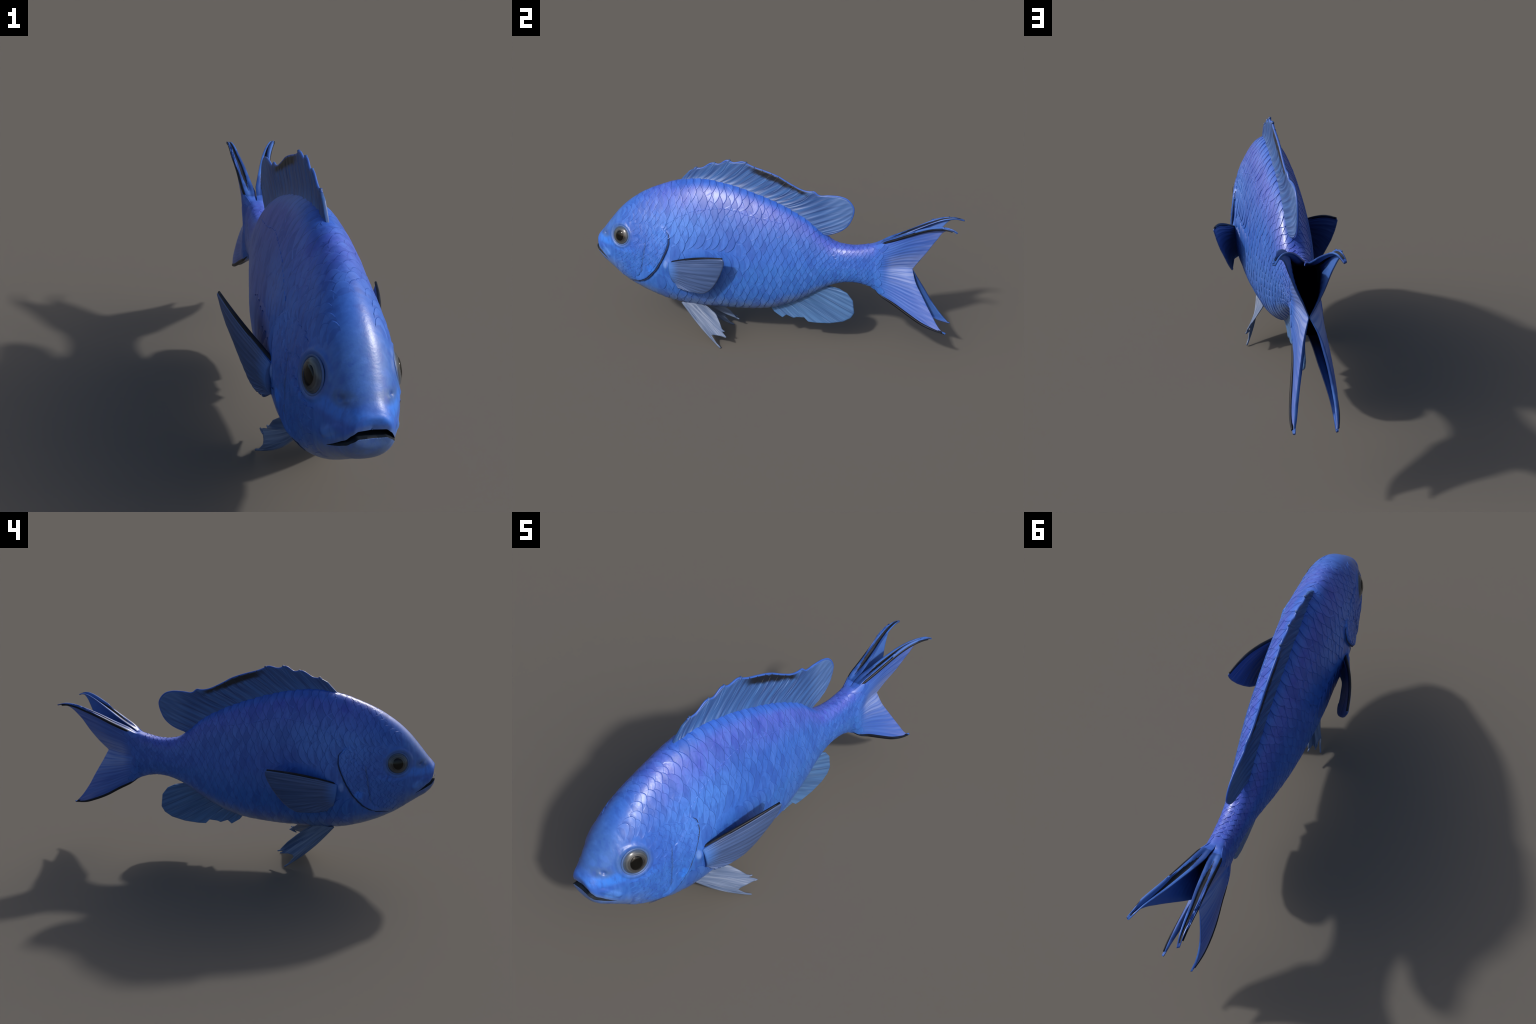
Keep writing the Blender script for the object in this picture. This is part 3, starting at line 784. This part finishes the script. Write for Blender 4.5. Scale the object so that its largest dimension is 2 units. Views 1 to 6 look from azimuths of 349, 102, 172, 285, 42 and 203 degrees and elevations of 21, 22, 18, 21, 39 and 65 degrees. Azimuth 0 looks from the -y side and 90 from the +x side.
def surf_at(y, z, side):
    d = (BASE[..., 1] - y) ** 2 + (BASE[..., 2] - z) ** 2
    i, j = np.unravel_index(np.argmin(d), d.shape)
    p, n = BASE[i, j].copy(), NOR[i, j].copy()
    p[0] = p[0] * side + centre_x(p[1]); n[0] *= side
    return p, n
for side in (1, -1):
    p, n = surf_at(EYE[0], EYE[1], side)
    loc = p - n * .006
    R = .050
    prof = [(R, -.010)] + [(R * math.cos(a), .0185 * math.sin(a) - .002) for a in np.linspace(.05, math.pi / 2 - .02, 22)]
    eye = lathe('eye', prof, M_EYE, PART['head'], n, Vector(loc))
    prof = [(.0262, .0095), (.0260, .0128), (.0240, .0148), (.017, .0168), (.010, .0177), (.004, .0180), (.0005, .0181)]
    pup = lathe('pupil', prof, M_PUPIL, PART['head'], n + np.array([0, 0, -.02]), Vector(loc), squash=1.12)
    ang = np.linspace(0, 2 * math.pi, 15)[:-1]
    prof = [(.0520 + .0042 * math.cos(a), .0020 + .0028 * math.sin(a)) for a in ang] + [(.0520 + .0042, .0020)]
    lathe('eyelid', prof, M_LID, PART['head'], n, Vector(loc))

# ----------------------------------------------------------------------------- scales
NX = 34                       # tail rows that still carry scales
EXT, EXN = {}, {}
for side, BG in ((1, BR), (-1, BL)):
    E = np.concatenate([BG, TAILG[side][0][:NX]])
    n = grid_normals(E)
    if n[NR // 2, NV // 2, 0] * side < 0: n = -n
    nb = NOR.copy(); nb[..., 0] *= side
    n[:NR - 3] = nb[:NR - 3]
    EXT[side], EXN[side] = E, n
NE = NR + NX
def bil(G, fi, fj):
    fi = np.clip(fi, 0, NE - 1.001); fj = np.clip(fj, 0, NV - 1.001)
    i = fi.astype(int); j = fj.astype(int); a = (fi - i)[..., None]; b = (fj - j)[..., None]
    return G[i, j] * (1-a) * (1-b) + G[i+1, j] * a * (1-b) + G[i, j+1] * (1-a) * b + G[i+1, j+1] * a * b
def sample(D, side, fi, fj):
    """bilinear look-up; past the ridge or the keel it carries on down the other side"""
    over = (fj < 0) | (fj > NV - 1)
    fj = np.abs(fj); fj = np.where(fj > NV - 1, 2 * (NV - 1) - fj, fj)
    return np.where(over[..., None], bil(D[-side], fi, fj), bil(D[side], fi, fj))
def SP(fi, fj, side=1): return sample(EXT, side, fi, fj)
def SN(fi, fj, side=1): return sample(EXN, side, fi, fj)
row_y = np.concatenate([BASE[:, 0, 1], EXT[1][NR:, NV // 2, 1]]); first = int(np.argmin(np.abs(row_y + .95)))
half_arc = np.array([np.sum(np.linalg.norm(np.diff(BASE[i], axis=0), axis=1)) for i in range(NR)] + [np.sum(np.linalg.norm(np.diff(BASE[-1], axis=0), axis=1))] * NX)
def row_index(y): return np.interp(y, row_y[first:], np.arange(first, NE))

PN_, QN_ = 9, 11
pi_ = np.array([0, .18, .36, .53, .68, .81, .90, .955, 1.0]); qi_ = np.linspace(-1, 1, QN_)
def scale_geometry(y0, v0, Lr, Lf, W, hgt, side, jit):
    ha = np.interp(y0, row_y[first:], half_arc[first:])
    edge = Lr * (1 - np.abs(qi_) ** 1.8) ** .75
    P = -Lf + pi_[:, None] * (edge[None] + Lf)
    P = np.vstack([P, P[-1:] + .0012])
    Q = np.vstack([np.repeat(qi_[None] * W, PN_, 0), qi_[None] * W * 1.01])
    hh = (-.0012 + (hgt + .0012) * pi_ ** .85)[:, None] + .0007 * (1 - qi_ ** 2)[None]
    hh = np.vstack([hh, np.full((1, QN_), -.0010)])
    hh[-2] -= .0007
    # scales lean with the body, tilt is jittered
    yy = y0 + P + jit[0] * Q; vv = v0 + (Q + jit[1] * P) / ha
    fi = row_index(yy); fj = vv * (NV - 1)
    X = SP(fi, fj, side) + SN(fi, fj, side) * hh[..., None]
    return X.reshape(-1, 3)
SF, SM = [], []
for i in range(PN_):
    for j in range(QN_ - 1):
        SF.append((i*QN_+j, (i+1)*QN_+j, (i+1)*QN_+j+1, i*QN_+j+1)); SM.append(1 if i >= PN_ - 2 else 2 if i <= 2 else 0)  # front strip takes M_DEEP: occlusion shade under the overlapping scale, painted in
SF = np.array(SF); SM = np.array(SM)
SCALE_MATS = [M_SKIN, M_RIM, M_DEEP, M_PALE]
def scale_tone():
    """scales differ a little: some deeper, some paler"""
    t = rng.random(); m = SM.copy()
    if t < .16: m[m == 0] = 2
    elif t < .42: m[m == 0] = 3
    return m
tones = {1: [], -1: []}

NROW = 9
cells = []
y = -.86; k = 0
while y < row_y[-1] - .045:
    ha = float(np.interp(y, row_y[first:], half_arc[first:]))
    Dv = ha / NROW
    small = .72 if y < -.60 else 1.0
    dy = .0215 * (max(Dv, .03) / .095) ** .5 * (small ** .6)
    rows = NROW if y >= -.60 else 14
    Dv = ha / rows
    for j in range(-1, rows + 1):
        v = (j + .5 * (k % 2)) / rows
        cells.append((y, v, dy, Dv, y < -.60))
    y += dy; k += 1
cand = []
for (y, v, dy, Dv, nape_) in cells:
    if not -.001 < v < .985: continue
    y2 = y + rng.normal(0, .0020); v2 = max(0, v + rng.normal(0, .0045)) if v > .001 else 0.0
    p = SP(np.array([row_index(y2)]), np.array([v2 * (NV - 1)]))[0]
    q = np.array([p[1:3]])
    d, par = poly_dist(q, GILL_EDGE)
    if in_poly(q, GILL_POLY)[0] or d[0] < .012: continue
    if y2 < -.60:
        if p[2] < .695: continue
        if np.linalg.norm(p[1:3] - EYE) < .105: continue
        if y2 < -.76 and v2 < .13: continue
    if y2 < -.55 and p[2] < .5 and p[2] < .48: 
        if p[2] > .40 and y2 < -.52: continue
    if np.linalg.norm((p[1:3] - [-.53, .43]) / [.045, .075]) < 1: continue
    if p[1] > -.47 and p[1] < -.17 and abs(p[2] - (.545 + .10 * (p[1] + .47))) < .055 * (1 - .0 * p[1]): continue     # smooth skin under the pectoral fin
    if v2 > .93: continue
    if y2 > .515 and not .15 < v2 < .86: continue
    hgt = .0026 * (1 if not nape_ else .55) * (1 - .4 * smooth(.80, .93, v2)) * (.6 + .4 * smooth(.0, .06, v2)) * (1 - .6 * smooth(.45, .64, y2))
    cand.append((dy * Dv, y2, v2, dy, Dv, hgt))
# cheek and gill cover: fine, irregular, low scales
small_cells = []
y = -.865; k = 0
while y < -.560:
    ha = float(np.interp(y, row_y[first:], half_arc[first:]))
    for j in range(25):
        v = (j + .5 * (k % 2)) / 25
        y2 = y + rng.normal(0, .003); v2 = v + rng.normal(0, .006)
        p = SP(np.array([row_index(y2)]), np.array([v2 * (NV - 1)]))[0]; q = np.array([p[1:3]])
        d, par = poly_dist(q, GILL_EDGE); dp, _ = poly_dist(q, PREOP)
        if not in_poly(q, GILL_POLY)[0] or d[0] < .030 or dp[0] < .012 or not .37 < p[2] < .68: continue
        if np.linalg.norm(p[1:3] - EYE) < .085 or (y2 < -.80 and p[2] > .55) or p[1] < -.86: continue
        small_cells.append((y2, v2, .0150, ha / 25, .0016))
    y += .0150; k += 1
jobs = []
for sd in (1, -1):
    for c in cand:
        if c[2] == 0 and (sd < 0 or -.53 < c[1] < .29): continue
        jobs.append((c[0] * rng.uniform(.97, 1.03), sd, c, rng.normal(0, .05, 2), rng.uniform(.92, 1.10)))
jobs.sort(key=lambda t: -t[0])
rest = {1: [], -1: []}
for n, (a, sd, (_, y2, v2, dy, Dv, hgt), jit, sz) in enumerate(jobs):
    X = scale_geometry(y2, v2, 2.0 * dy * sz, 1.2 * dy, .66 * Dv * sz, hgt * rng.uniform(.8, 1.2), sd, jit)
    if n < 300:
        m = new_mesh('scale', X, SF if sd > 0 else SF[:, ::-1], SCALE_MATS, scale_tone())
        ob = add('scale', m, PART['trunk'])
    else:
        rest[sd].append(X); tones[sd].append(scale_tone())
for sd in (1, -1):
    for (y2, v2, dy, Dv, hgt) in small_cells:
        tones[sd].append(SM)
        rest[sd].append(scale_geometry(y2, v2, 1.9 * dy, 1.2 * dy, .70 * Dv * rng.uniform(.8, 1.3), hgt * rng.uniform(.6, 1.3), sd, rng.normal(0, .12, 2)))
    nv = (PN_ + 1) * QN_
    X = np.concatenate(rest[sd]); F = np.concatenate([(SF if sd > 0 else SF[:, ::-1]) + i * nv for i in range(len(rest[sd]))])
    m = new_mesh('small_scales', X, F, SCALE_MATS, np.concatenate(tones[sd]))
    ob = add('small_scales', m, PART['trunk']); ob['kind'] = 'stuff'

# ----------------------------------------------------------------------------- lateral line: a chain of small tubes
LAT = np.array([(-.555, .700), (-.488, .742), (-.382, .783), (-.277, .798), (-.173, .791), (-.111, .770), (-.019, .754), (.083, .733)])
vs, fs, o = [], [], 0
for sd in (1, -1):
    pts = along(LAT, np.linspace(0, 1, 34))
    for a, b in zip(pts[:-1], pts[1:]):
        pa, na = surf_at(*a, sd); pb_, _ = surf_at(*(a + (b - a) * .72), sd)
        t = pb_ - pa; t /= np.linalg.norm(t); up = np.cross(t, na); up /= np.linalg.norm(up)
        for f in (0, .15, .85, 1):
            rr = .0026 if 0 < f < 1 else .0010
            for w in range(8):
                an = 2 * math.pi * w / 8
                vs.append(pa + (pb_ - pa) * f + na * .0020 + rr * (math.cos(an) * up + math.sin(an) * na * .8))
        for i in range(3):
            for w in range(8):
                w2 = (w + 1) % 8
                fs.append((o+i*8+w, o+(i+1)*8+w, o+(i+1)*8+w2, o+i*8+w2))
        o += 32
m = new_mesh('lateral_line', vs, fs, [M_SKIN])
ob = add('lateral_line', m, PART['trunk']); ob['kind'] = 'stuff'

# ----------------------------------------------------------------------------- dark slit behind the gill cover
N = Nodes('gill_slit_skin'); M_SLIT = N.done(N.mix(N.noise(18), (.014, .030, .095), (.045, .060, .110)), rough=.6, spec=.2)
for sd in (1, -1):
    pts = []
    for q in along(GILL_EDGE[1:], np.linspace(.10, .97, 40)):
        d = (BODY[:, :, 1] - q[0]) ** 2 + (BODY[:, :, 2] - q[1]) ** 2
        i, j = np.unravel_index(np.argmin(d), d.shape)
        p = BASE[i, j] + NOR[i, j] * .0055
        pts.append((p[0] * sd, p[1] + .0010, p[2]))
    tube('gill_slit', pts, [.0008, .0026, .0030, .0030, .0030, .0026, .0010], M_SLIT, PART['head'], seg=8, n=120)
